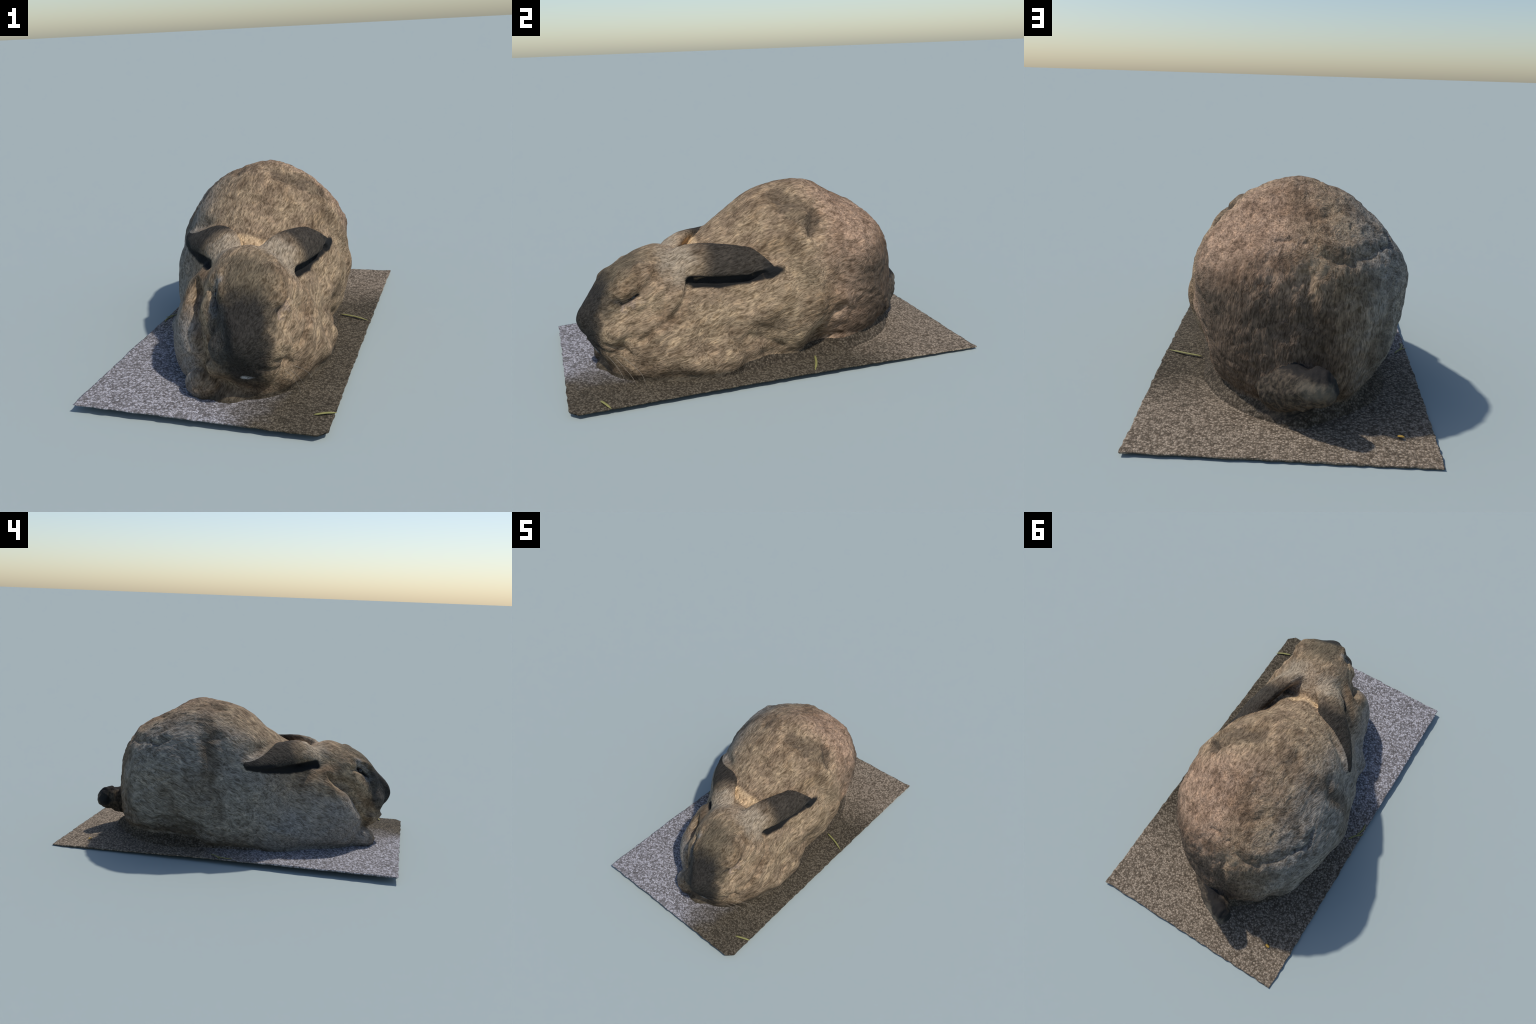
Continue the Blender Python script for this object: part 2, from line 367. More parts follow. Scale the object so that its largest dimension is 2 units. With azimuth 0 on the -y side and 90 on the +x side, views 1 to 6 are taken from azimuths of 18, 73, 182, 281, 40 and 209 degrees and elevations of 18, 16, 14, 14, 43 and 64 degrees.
def gradient(P, h=0.002):
    G = np.empty_like(P)
    for k in range(3):
        d = np.zeros(3); d[k] = h
        G[:, k] = (field(P + d) - field(P - d)) / (2*h)
    return G

def vertex_normals(P, Q):
    n = np.cross(P[Q[:, 2]] - P[Q[:, 0]], P[Q[:, 3]] - P[Q[:, 1]])
    N = np.zeros_like(P)
    for k in range(4):
        for c in range(3):
            N[:, c] += np.bincount(Q[:, k], n[:, c], len(P))
    return N / (np.linalg.norm(N, axis=1)[:, None] + 1e-12)

def relax(P, Q, times, amount=0.5):
    for _ in range(times):
        S = np.zeros_like(P); c = np.zeros(len(P))
        for a, b in ((0, 1), (1, 2), (2, 3), (3, 0)):
            for i, j in ((a, b), (b, a)):
                c += np.bincount(Q[:, i], minlength=len(P))
                for k in range(3):
                    S[:, k] += np.bincount(Q[:, i], P[Q[:, j], k], len(P))
        P = P + amount * (S / np.maximum(c, 1)[:, None] - P)
    return P

# ---------------------------------------------------------------- folds, creases, lumps
# path, width, depth (minus = groove, plus = ridge)
FOLDS = [
    # crease between right cheek and shoulder
    ([(0.285, -0.40, 0.437), (0.334, -0.435, 0.39), (0.354, -0.491, 0.322), (0.361, -0.557, 0.294), (0.36, -0.64, 0.24)], 0.016, -0.020),
    ([(0.37, -0.43, 0.40), (0.39, -0.50, 0.34), (0.39, -0.58, 0.27)], 0.030, 0.008),
    # creases on both sides of the roll of the left cheek
    ([(-0.10, -0.531, 0.455), (-0.106, -0.587, 0.396), (-0.085, -0.654, 0.346), (-0.039, -0.74, 0.225), (0.002, -0.767, 0.163)], 0.014, -0.018),
    ([(0.018, -0.656, 0.463), (0.062, -0.727, 0.437), (0.071, -0.768, 0.42), (0.059, -0.806, 0.341), (0.03, -0.798, 0.247)], 0.014, -0.014),
    # eyelids and slits
    ([(0.288, -0.705, 0.407), (0.30, -0.665, 0.425), (0.30, -0.635, 0.445)], 0.030, -0.008),
    ([(0.29, -0.70, 0.408), (0.30, -0.665, 0.425), (0.30, -0.635, 0.443)], 0.007, -0.014),
    ([(0.28, -0.70, 0.445), (0.29, -0.65, 0.475)], 0.022, 0.012),
    ([(0.31, -0.69, 0.385), (0.33, -0.62, 0.405)], 0.020, 0.007),
    ([(0.06, -0.765, 0.425), (0.045, -0.73, 0.455), (0.03, -0.70, 0.475)], 0.028, -0.010),
    ([(0.055, -0.755, 0.43), (0.045, -0.73, 0.455), (0.035, -0.705, 0.472)], 0.008, -0.014),
    ([(0.085, -0.765, 0.47), (0.05, -0.70, 0.515), (0.04, -0.65, 0.525)], 0.018, 0.010),
    # small lump and fold below the right eye
    ([(0.325, -0.60, 0.385), (0.345, -0.65, 0.35)], 0.014, -0.008),
    ([(0.34, -0.55, 0.385), (0.35, -0.60, 0.345), (0.345, -0.66, 0.32)], 0.016, 0.007),
    # lips
    ([(0.25, -0.85, 0.19), (0.32, -0.78, 0.17)], 0.014, -0.008),
    # brow, cheek and mouth corner on the right
    ([(0.235, -0.60, 0.535), (0.262, -0.66, 0.49), (0.265, -0.72, 0.455)], 0.018, 0.008),
    ([(0.27, -0.56, 0.51), (0.295, -0.60, 0.465)], 0.014, -0.009),
    ([(0.285, -0.49, 0.47), (0.31, -0.55, 0.43)], 0.020, 0.008),
    ([(0.34, -0.56, 0.37), (0.345, -0.62, 0.33), (0.33, -0.69, 0.30)], 0.011, -0.008),
    ([(0.345, -0.63, 0.27), (0.335, -0.72, 0.25)], 0.016, -0.007),
    ([(0.30, -0.80, 0.22), (0.33, -0.74, 0.20), (0.345, -0.70, 0.17)], 0.014, -0.010),
    ([(0.31, -0.76, 0.29), (0.325, -0.71, 0.25)], 0.020, 0.007),
    # chest folds behind the left paw
    ([(-0.16, -0.66, 0.10), (-0.13, -0.70, 0.16), (-0.08, -0.74, 0.19)], 0.014, -0.010),
    ([(-0.24, -0.50, 0.14), (-0.22, -0.58, 0.20)], 0.022, -0.008),
    # nape
    ([(-0.02, -0.335, 0.57), (0.06, -0.322, 0.535), (0.15, -0.33, 0.54)], 0.022, -0.005),
    # dark dent on the right of the back
    ([(0.12, 0.10, 0.775), (0.20, 0.13, 0.735), (0.265, 0.19, 0.685)], 0.035, -0.012),
    ([(0.245, 0.255, 0.72), (0.285, 0.225, 0.665), (0.30, 0.20, 0.63)], 0.020, -0.018),
    ([(0.215, 0.145, 0.725), (0.245, 0.185, 0.705)], 0.030, 0.020),
    ([(0.14, 0.12, 0.76), (0.17, 0.16, 0.765), (0.20, 0.21, 0.755), (0.25, 0.245, 0.71)], 0.012, -0.008),
    ([(0.16, 0.075, 0.745), (0.21, 0.09, 0.715), (0.25, 0.125, 0.68)], 0.014, -0.007),
    # left of the back
    ([(-0.12, 0.08, 0.80), (-0.15, 0.13, 0.79), (-0.10, 0.19, 0.82)], 0.016, -0.008),
    ([(-0.33, 0.08, 0.68), (-0.335, 0.14, 0.64), (-0.36, 0.12, 0.58)], 0.035, -0.016),
    # hanging fold across the left of the rump
    ([(-0.06, 0.60, 0.645), (-0.107, 0.625, 0.617), (-0.165, 0.63, 0.59), (-0.231, 0.61, 0.58)], 0.014, -0.010),
    ([(-0.24, 0.60, 0.605), (-0.29, 0.545, 0.595), (-0.34, 0.47, 0.615)], 0.016, -0.008),
    ([(-0.35, 0.46, 0.62), (-0.385, 0.40, 0.61), (-0.38, 0.34, 0.66)], 0.012, -0.014),
    ([(-0.12, 0.60, 0.645), (-0.20, 0.58, 0.635), (-0.28, 0.51, 0.65)], 0.022, 0.008),
    ([(-0.36, 0.42, 0.645), (-0.34, 0.36, 0.69)], 0.020, 0.009),
    ([(-0.20, 0.65, 0.55), (-0.28, 0.60, 0.545), (-0.33, 0.53, 0.555)], 0.020, 0.005),
    ([(0.0, 0.60, 0.675), (0.05, 0.60, 0.665)], 0.010, -0.010),
    # groove down the middle of the rear
    ([(-0.06, 0.69, 0.56), (-0.075, 0.74, 0.44), (-0.08, 0.765, 0.33), (-0.09, 0.77, 0.27)], 0.030, -0.016),
    ([(-0.11, 0.70, 0.53), (-0.125, 0.75, 0.42), (-0.13, 0.77, 0.33)], 0.022, 0.010),
    # thigh and foot, right side
    ([(0.42, 0.26, 0.60), (0.42, 0.25, 0.50), (0.41, 0.25, 0.40), (0.40, 0.27, 0.31), (0.38, 0.33, 0.25)], 0.030, -0.008),
    ([(0.39, 0.35, 0.25), (0.39, 0.29, 0.19), (0.38, 0.25, 0.15), (0.38, 0.24, 0.09)], 0.028, -0.022),
    ([(0.42, 0.20, 0.22), (0.40, 0.14, 0.14)], 0.050, 0.012),
    ([(0.39, 0.02, 0.10), (0.40, -0.06, 0.16), (0.41, -0.14, 0.19)], 0.022, -0.014),
    ([(0.46, -0.25, 0.28), (0.44, -0.12, 0.24), (0.42, -0.05, 0.20)], 0.030, -0.012),
    # thigh and foot, left side
    ([(-0.42, 0.38, 0.17), (-0.42, 0.25, 0.19), (-0.41, 0.15, 0.14), (-0.40, 0.06, 0.11)], 0.026, -0.018),
    ([(-0.44, 0.06, 0.56), (-0.455, 0.07, 0.45), (-0.46, 0.10, 0.36)], 0.040, -0.012),
    ([(-0.35, -0.28, 0.20), (-0.36, -0.18, 0.28), (-0.35, -0.10, 0.36)], 0.035, -0.010),
    ([(-0.30, -0.40, 0.13), (-0.32, -0.24, 0.16)], 0.026, 0.010),
]

def snap(path):
    """lay a path onto the surface, at close spacing"""
    path = np.asarray(path, float); t = np.arange(len(path)); T = np.linspace(0, len(path) - 1, 4*len(path) - 3)
    C = np.stack([np.interp(T, t, path[:, k]) for k in range(3)], -1)
    for _ in range(6):
        G = gradient(C); C = C - np.clip(field(C) / np.maximum((G**2).sum(1), 0.3), -0.02, 0.02)[:, None] * G
    return C

def sculpt(P, N):
    d = np.zeros(len(P))
    for path, width, depth in FOLDS:
        path = snap(path)
        lo, hi = np.min(path, 0) - 3*width, np.max(path, 0) + 3*width
        m = ((P > lo) & (P < hi)).all(1)
        r = segments(P[m], path)
        d[m] += depth * np.exp(-(r / width) ** 2)
    # broad unevenness, then tufts of fur that lie back along the body
    flow = np.stack([P[:, 0], P[:, 1]*0.55 + P[:, 2]*0.35, P[:, 2]*0.75 + P[:, 1]*0.2], -1)
    warp = flow + 0.02 * np.stack([vnoise(P*9, 3), vnoise(P*9, 4), vnoise(P*9, 5)], -1)
    tuft = vnoise(warp * 46, 11) * 0.6 + vnoise(warp * 95, 12) * 0.4
    lump = vnoise(P * 13, 21) * 0.6 + vnoise(P * 27, 22) * 0.4
    calm = np.clip((P[:, 2] - 0.03) / 0.06, 0, 1)
    coarse = np.clip(0.55 + 0.9 * np.clip((P[:, 1] - 0.1) / 0.5, -0.35, 0.7), 0, 1.3)
    ragged = vnoise(warp * 30, 31) * np.clip((P[:, 1] - 0.05) / 0.3, 0, 1)
    d += calm * (0.0048 * lump * np.clip(0.8 + P[:, 1], 0.45, 1) + 0.0045 * coarse * tuft + 0.0046 * ragged)
    return P + N * d[:, None]

# ---------------------------------------------------------------- building meshes
import bpy, math

def new_mesh(name, P, Q, material, normals=None, parent=None, smooth=True):
    me = bpy.data.meshes.new(name)
    me.from_pydata(P.tolist(), [], Q.tolist())
    me.materials.append(material)
    if smooth: me.polygons.foreach_set("use_smooth", np.ones(len(me.polygons), bool))
    if normals is not None: me.normals_split_custom_set_from_vertices(normals.tolist())
    me.update()
    ob = bpy.data.objects.new(name, me); bpy.context.scene.collection.objects.link(ob)
    ob.parent = parent
    return ob

# ---------------------------------------------------------------- node helpers
class Nodes:
    def __init__(s, name):
        s.mat = bpy.data.materials.new(name); s.mat.use_nodes = True
        s.t = s.mat.node_tree; s.t.nodes.clear()
        s.co = s.t.nodes.new("ShaderNodeTexCoord").outputs["Object"]
        s.bsdf = s.t.nodes.new("ShaderNodeBsdfPrincipled")
        o = s.t.nodes.new("ShaderNodeOutputMaterial"); s.t.links.new(s.bsdf.outputs[0], o.inputs[0])
    def put(s, sock, v):
        if isinstance(v, bpy.types.NodeSocket): s.t.links.new(v, sock)
        else: sock.default_value = v
    def math(s, op, a, b=0.0, c=None, clamp=False):
        n = s.t.nodes.new("ShaderNodeMath"); n.operation = op; n.use_clamp = clamp
        s.put(n.inputs[0], a); s.put(n.inputs[1], b)
        if c is not None: s.put(n.inputs[2], c)
        return n.outputs[0]
    def vec(s, op, a, b=(0, 0, 0)):
        n = s.t.nodes.new("ShaderNodeVectorMath"); n.operation = op
        s.put(n.inputs[0], a); s.put(n.inputs[1], b)
        return n.outputs["Value"] if op in ("LENGTH", "DISTANCE", "DOT_PRODUCT") else n.outputs[0]
    def ramp(s, v, lo, hi, a=0.0, b=1.0):
        n = s.t.nodes.new("ShaderNodeMapRange"); n.interpolation_type = "SMOOTHSTEP"
        s.put(n.inputs[0], v); n.inputs[1].default_value = lo; n.inputs[2].default_value = hi
        n.inputs[3].default_value = a; n.inputs[4].default_value = b
        return n.outputs[0]
    def mapped(s, scale=(1, 1, 1), rot=(0, 0, 0), co=None):
        """turn first, then stretch"""
        for turn, size in ((rot, (1, 1, 1)), ((0, 0, 0), scale)):
            n = s.t.nodes.new("ShaderNodeMapping"); s.put(n.inputs[0], co or s.co)
            n.inputs["Rotation"].default_value = turn; n.inputs["Scale"].default_value = size
            co = n.outputs[0]
        return co
    def noise(s, scale, detail=2.0, rough=0.5, distort=0.0, co=None, colour=False):
        n = s.t.nodes.new("ShaderNodeTexNoise"); s.put(n.inputs["Vector"], co or s.co)
        n.inputs["Scale"].default_value = scale; n.inputs["Detail"].default_value = detail
        n.inputs["Roughness"].default_value = rough; n.inputs["Distortion"].default_value = distort
        return n.outputs["Color"] if colour else n.outputs["Fac"]
    def voronoi(s, scale, co=None, feature="F1", out="Distance"):
        n = s.t.nodes.new("ShaderNodeTexVoronoi"); n.feature = feature; s.put(n.inputs["Vector"], co or s.co)
        n.inputs["Scale"].default_value = scale
        return n.outputs[out]
    def mix(s, f, a, b, mode="MIX"):
        n = s.t.nodes.new("ShaderNodeMix"); n.data_type = "RGBA"; n.blend_type = mode
        s.put(n.inputs[0], f)
        for k, v in ((6, a), (7, b)):
            s.put(n.inputs[k], v if isinstance(v, bpy.types.NodeSocket) else (*v, 1.0))
        return n.outputs[2]
    def blob(s, co, c, r, soft=0.5):
        """1 inside an ellipsoid, fading out over its rim"""
        d = s.vec("SUBTRACT", co, c); d = s.vec("DIVIDE", d, r if not isinstance(r, float) else (r, r, r))
        return s.ramp(s.vec("LENGTH", d), 1.0 - soft, 1.0 + soft, 1.0, 0.0)
    def path(s, co, pts, width, soft=0.6):
        """1 along a path of straight pieces"""
        best = None
        for a, b in zip(pts[:-1], pts[1:]):
            a, b = np.array(a), np.array(b); ab = b - a
            p = s.vec("SUBTRACT", co, tuple(a))
            h = s.math("DIVIDE", s.vec("DOT_PRODUCT", p, tuple(ab)), float(ab @ ab), clamp=True)
            n = s.t.nodes.new("ShaderNodeVectorMath"); n.operation = "SCALE"; n.inputs[0].default_value = tuple(ab); s.put(n.inputs["Scale"], h)
            d = s.vec("DISTANCE", p, n.outputs[0])
            best = d if best is None else s.math("MINIMUM", best, d)
        return s.ramp(best, width * (1 - soft), width * (1 + soft), 1.0, 0.0)
    def bump(s, height, strength, distance):
        n = s.t.nodes.new("ShaderNodeBump"); s.put(n.inputs["Height"], height)
        n.inputs["Strength"].default_value = strength; n.inputs["Distance"].default_value = distance
        s.put(s.bsdf.inputs["Normal"], n.outputs[0])
    def sep(s, co=None):
        n = s.t.nodes.new("ShaderNodeSeparateXYZ"); s.put(n.inputs[0], co or s.co)
        return n.outputs

# ---------------------------------------------------------------- materials
def fur_material(ear=False):
    """coat of the whole animal; the ears carry the same coat at the root and turn dark toward the tip"""
    m = Nodes("ear_fur" if ear else "rabbit_fur")
    wob = m.vec("MULTIPLY", m.vec("SUBTRACT", m.noise(14, 3, 0.6, colour=True), (0.5, 0.5, 0.5)), (0.13, 0.13, 0.13))
    co = m.vec("ADD", m.co, wob)                      # wobbly coordinates for the borders of the patches
    x, y, z = m.sep(co)
    # strands: noise drawn out along the lie of the fur (backward on the body, downward on the rear)
    bend = m.vec("ADD", m.co, m.vec("MULTIPLY", m.noise(11, 2, 0.5, colour=True), (0.035, 0.035, 0.035)))
    def lie(scale, rot):
        return m.noise(1.0, 2, 0.6, 0.0, co=m.mapped(scale, rot, bend))
    rear = m.math("MULTIPLY", m.ramp(y, 0.50, 0.66), m.ramp(z, 0.66, 0.52))
    def both(across, along):
        f = m.t.nodes.new("ShaderNodeMix"); f.data_type = "FLOAT"
        m.put(f.inputs[0], rear); m.put(f.inputs[2], lie((across, along, across), (-0.35, 0, 0.08))); m.put(f.inputs[3], lie((across, across, along), (0, 0.15, 0)))
        return f.outputs[0]
    strand = both(165, 34); tuft = both(74, 17)
    patch = m.noise(9, 3, 0.55)
    # ground colours of the coat
    tan, sand, pink, cool, brown = (0.24, 0.172, 0.112), (0.32, 0.236, 0.15), (0.35, 0.235, 0.16), (0.225, 0.207, 0.18), (0.12, 0.085, 0.06)
    c = m.mix(m.ramp(patch, 0.35, 0.65), tan, sand)
    c = m.mix(m.math("MULTIPLY", m.ramp(y, 0.15, 0.4), m.ramp(x, -0.2, 0.1)), c, pink)
    c = m.mix(m.ramp(x, -0.12, -0.38), c, cool)  # left flank greyed to carry the cool light of its shaded side
    c = m.mix(m.math("MULTIPLY", m.math("MULTIPLY", m.ramp(y, 0.3, 0.55), m.ramp(z, 0.60, 0.42)), m.ramp(x, -0.40, -0.1)), c, brown)
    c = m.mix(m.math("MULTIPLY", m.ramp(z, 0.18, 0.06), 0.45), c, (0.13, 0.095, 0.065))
    c = m.mix(m.ramp(m.sep()[2], 0.075, 0.04), c, (0.085, 0.070, 0.050))  # shadow under belly and feet painted as near-black brown low on the fur
    # uneven coat: broad and middling mottles
    mottle = m.noise(5.5, 4, 0.6, 0.4); clump = m.noise(1.0, 2, 0.55, 0.2, co=m.mapped((36, 15, 34), (-0.35, 0, 0.08), bend))
    c = m.mix(m.ramp(mottle, 0.52, 0.36), c, m.mix(1.0, c, (0.66, 0.63, 0.60), "MULTIPLY"))
    c = m.mix(m.ramp(clump, 0.50, 0.34), c, m.mix(1.0, c, (0.74, 0.72, 0.70), "MULTIPLY"))
    c = m.mix(m.ramp(clump, 0.52, 0.66), c, m.mix(1.0, c, (1.25, 1.22, 1.18), "MULTIPLY"))
    # pale nape
    near = m.vec("ADD", m.co, m.vec("MULTIPLY", wob, (0.3, 0.3, 0.3)))
    c = m.mix(m.math("MULTIPLY", m.path(near, [(-0.01, -0.325, 0.575), (0.07, -0.322, 0.56), (0.14, -0.325, 0.57)], 0.036, 0.5), 0.95), c, (0.74, 0.53, 0.31))
    c = m.mix(m.math("MULTIPLY", m.blob(co, (0.08, -0.40, 0.59), (0.10, 0.09, 0.06), 0.4), 0.6), c, (0.42, 0.30, 0.19))
    # dark patches of the back
    for a, b, w, k in (((0.10, 0.12, 0.78), (0.26, 0.17, 0.70), 0.055, 0.62), ((0.12, 0.09, 0.76), (0.24, 0.12, 0.69), 0.018, 0.5), ((0.16, 0.20, 0.78), (0.25, 0.25, 0.72), 0.022, 0.5), ((0.25, 0.24, 0.70), (0.29, 0.20, 0.63), 0.038, 0.85),
                       ((-0.32, 0.09, 0.69), (-0.35, 0.12, 0.60), 0.055, 0.65), ((-0.12, 0.09, 0.80), (-0.12, 0.18, 0.82), 0.025, 0.4),
                       ((-0.40, 0.08, 0.56), (-0.45, 0.10, 0.42), 0.05, 0.45), ((-0.33, 0.47, 0.63), (-0.15, 0.63, 0.60), 0.02, 0.4),
                       ((-0.08, 0.74, 0.46), (-0.09, 0.77, 0.30), 0.045, 0.5), ((-0.44, 0.33, 0.40), (-0.44, 0.31, 0.42), 0.022, 0.5),
                       ((0.36, 0.36, 0.48), (0.30, 0.58, 0.40), 0.10, 0.35), ((0.40, -0.02, 0.24), (0.42, -0.20, 0.20), 0.07, 0.32), ((0.36, 0.12, 0.58), (0.42, 0.18, 0.42), 0.05, 0.28),
                       ((-0.42, 0.36, 0.16), (-0.42, 0.14, 0.16), 0.06, 0.40), ((-0.46, 0.24, 0.40), (-0.46, 0.14, 0.34), 0.06, 0.28), ((0.36, 0.40, 0.12), (0.28, 0.58, 0.12), 0.06, 0.35)):
        c = m.mix(m.math("MULTIPLY", m.path(co, [a, b], w, 0.6), k), c, (0.085, 0.064, 0.045))
    # dark face: forehead and nose
    c = m.mix(m.math("MULTIPLY", m.path(co, [(0.15, -0.68, 0.57), (0.175, -0.78, 0.49), (0.19, -0.90, 0.30)], 0.12, 0.6), 0.85), c, (0.095, 0.078, 0.052))
    c = m.mix(m.math("MULTIPLY", m.path(co, [(0.175, -0.85, 0.41), (0.19, -0.91, 0.30), (0.20, -0.89, 0.19)], 0.13, 0.5), 0.95), c, (0.026, 0.024, 0.022))
    c = m.mix(m.math("MULTIPLY", m.path(co, [(0.06, -0.80, 0.42), (0.07, -0.86, 0.28)], 0.06, 0.4), 0.7), c, (0.05, 0.05, 0.048))
    # pale left eye ring, white lip
    c = m.mix(m.math("MULTIPLY", m.path(co, [(0.045, -0.77, 0.43), (0.04, -0.70, 0.50)], 0.03, 0.5), 0.4), c, (0.22, 0.23, 0.235))
    c = m.mix(m.path(m.co, [(0.17, -0.845, 0.157), (0.215, -0.836, 0.150)], 0.010, 0.5), c, (0.36, 0.36, 0.36))
    # dusky skin of the eyelids
    c = m.mix(m.math("MULTIPLY", m.path(co, [(0.275, -0.72, 0.43), (0.285, -0.66, 0.465)], 0.032, 0.5), 0.7), c, (0.085, 0.075, 0.068))
    c = m.mix(m.math("MULTIPLY", m.path(co, [(0.30, -0.715, 0.385), (0.315, -0.64, 0.41)], 0.018, 0.6), 0.5), c, (0.19, 0.145, 0.13))
    c = m.mix(m.math("MULTIPLY", m.path(co, [(0.07, -0.79, 0.40), (0.02, -0.68, 0.47)], 0.022, 0.6), 0.6), c, (0.06, 0.058, 0.056))
    # eye slits
    c = m.mix(m.path(m.co, [(0.29, -0.708, 0.404), (0.30, -0.665, 0.425), (0.30, -0.627, 0.447)], 0.008, 0.7), c, (0.02, 0.018, 0.016))
    c = m.mix(m.path(m.co, [(0.06, -0.765, 0.425), (0.045, -0.73, 0.455), (0.03, -0.70, 0.475)], 0.011, 0.7), c, (0.02, 0.02, 0.02))
    # sky-lit shade tinted blue-grey onto the left foreleg and paw
    c = m.mix(m.math("MULTIPLY", m.math("MULTIPLY", m.ramp(x, -0.02, -0.12), m.ramp(z, 0.42, 0.25)), m.math("MULTIPLY", m.ramp(y, -0.1, -0.5), 0.6)), c, (0.27, 0.262, 0.25))
    # pale ear roots, dark ears
    root = m.math("MAXIMUM", m.blob(co, (0.20, -0.43, 0.55), (0.11, 0.09, 0.13), 0.5), m.blob(co, (-0.02, -0.44, 0.55), (0.10, 0.09, 0.11), 0.5))
    c = m.mix(m.math("MULTIPLY", root, 0.7), c, (0.33, 0.275, 0.205))
    if ear:
        far = m.math("MINIMUM", m.ramp(m.vec("DISTANCE", near, (0.20, -0.46, 0.52)), 0.10, 0.23), m.ramp(m.vec("DISTANCE", near, (-0.02, -0.46, 0.54)), 0.09, 0.21))
        c = m.mix(m.math("MULTIPLY", far, 0.96), c, (0.038, 0.033, 0.027))
        tip = m.math("MAXIMUM", m.path(m.co, [(0.335, -0.01, 0.505), (0.36, 0.06, 0.50)], 0.040, 0.5), m.path(m.co, [(-0.31, -0.14, 0.53), (-0.33, -0.10, 0.52)], 0.035, 0.5))
        c = m.mix(m.math("MULTIPLY", tip, 0.7), c, (0.02, 0.019, 0.018))
    # grain: dark undercoat between pale strands
    v = m.math("ADD", m.math("MULTIPLY", strand, 0.6), m.math("MULTIPLY", tuft, 0.4))
    c = m.mix(m.ramp(v, 0.53, 0.37), c, m.mix(1.0, c, (0.52, 0.49, 0.45), "MULTIPLY"))
    c = m.mix(m.ramp(v, 0.50, 0.64), c, m.mix(1.0, c, (1.45, 1.43, 1.4), "MULTIPLY"))
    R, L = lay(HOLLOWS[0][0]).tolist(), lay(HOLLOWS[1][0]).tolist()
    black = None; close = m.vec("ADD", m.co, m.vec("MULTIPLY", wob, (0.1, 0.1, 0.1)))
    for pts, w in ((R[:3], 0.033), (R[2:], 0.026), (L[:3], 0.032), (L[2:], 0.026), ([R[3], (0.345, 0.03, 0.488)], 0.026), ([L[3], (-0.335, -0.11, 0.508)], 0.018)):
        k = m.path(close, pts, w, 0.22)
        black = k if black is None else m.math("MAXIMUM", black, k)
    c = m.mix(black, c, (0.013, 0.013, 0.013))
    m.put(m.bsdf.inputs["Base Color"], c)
    m.bsdf.inputs["Roughness"].default_value = 0.85; m.bsdf.inputs["Specular IOR Level"].default_value = 0.15
    m.bump(v, 0.6, 0.012)
    return m.mat

def tail_material():
    m = Nodes("tail_fur")
    strand = m.noise(1.0, 3, 0.6, 0.2, co=m.mapped((60, 90, 40), (0, 0.6, 0)))
    wob = m.vec("MULTIPLY", m.vec("SUBTRACT", m.noise(16, 3, 0.6, colour=True), (0.5, 0.5, 0.5)), (0.06, 0.06, 0.06))
    co = m.vec("ADD", m.co, wob)
    c = m.mix(m.ramp(strand, 0.38, 0.62), (0.045, 0.036, 0.028), (0.12, 0.092, 0.065))
    c = m.mix(m.math("MULTIPLY", m.blob(co, (-0.12, 0.85, 0.20), (0.07, 0.06, 0.035), 0.6), 0.6), c, (0.17, 0.145, 0.11))
    c = m.mix(m.path(co, [(-0.02, 0.75, 0.26), (-0.14, 0.84, 0.262)], 0.045, 0.3), c, (0.02, 0.018, 0.017))
    c = m.mix(m.blob(co, (-0.195, 0.81, 0.21), (0.035, 0.06, 0.07), 0.3), c, (0.018, 0.018, 0.018))
    m.put(m.bsdf.inputs["Base Color"], c)
    m.bsdf.inputs["Roughness"].default_value = 0.8; m.bsdf.inputs["Specular IOR Level"].default_value = 0.15
    m.bump(strand, 0.4, 0.008)
    return m.mat

def gravel_material(contact_shade=False):
    m = Nodes("shade_darkened_gravel" if contact_shade else "fine_gravel")
    wob = m.vec("MULTIPLY", m.vec("SUBTRACT", m.noise(5, 3, 0.6, colour=True), (0.5, 0.5, 0.5)), (0.35, 0.35, 0.35))
    x, y, z = m.sep(m.vec("ADD", m.co, wob))
    flat = m.co
    flat = m.vec("ADD", flat, m.vec("MULTIPLY", m.noise(120, 2, 0.5, colour=True), (0.006, 0.006, 0.006)))
    stone = m.voronoi(108, flat, "F1", "Distance"); tone = m.sep(m.voronoi(108, flat, "F1", "Color"))[0]
    grit = m.noise(260, 2, 0.6)
    lav, tan, olive = (0.385, 0.375, 0.395), (0.30, 0.242, 0.178), (0.12, 0.100, 0.07)
    c = m.mix(m.ramp(y, -0.35, 0.25), lav, tan)
    c = m.mix(m.math("MULTIPLY", m.ramp(x, 0.0, 0.32), m.ramp(y, 0.75, 0.3)), c, olive)
    if contact_shade:                                   # stones darkened with the rabbit's baked contact shadow
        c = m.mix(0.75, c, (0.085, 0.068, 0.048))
    c = m.mix(m.ramp(tone, 0.1, 0.9), m.mix(1.0, c, (0.55, 0.54, 0.53), "MULTIPLY"), m.mix(1.0, c, (1.35, 1.35, 1.38), "MULTIPLY"))
    c = m.mix(m.ramp(stone, 0.42, 0.66), c, m.mix(1.0, c, (0.52, 0.50, 0.48), "MULTIPLY"))
    m.put(m.bsdf.inputs["Base Color"], c)
    m.bsdf.inputs["Roughness"].default_value = 0.9; m.bsdf.inputs["Specular IOR Level"].default_value = 0.2
    c = m.mix(m.ramp(grit, 0.55, 0.35), c, m.mix(1.0, c, (0.7, 0.68, 0.66), "MULTIPLY"))
    m.put(m.bsdf.inputs["Base Color"], c)
    m.bump(m.ramp(stone, 0.62, 0.1), 0.45, 0.006)
    return m.mat

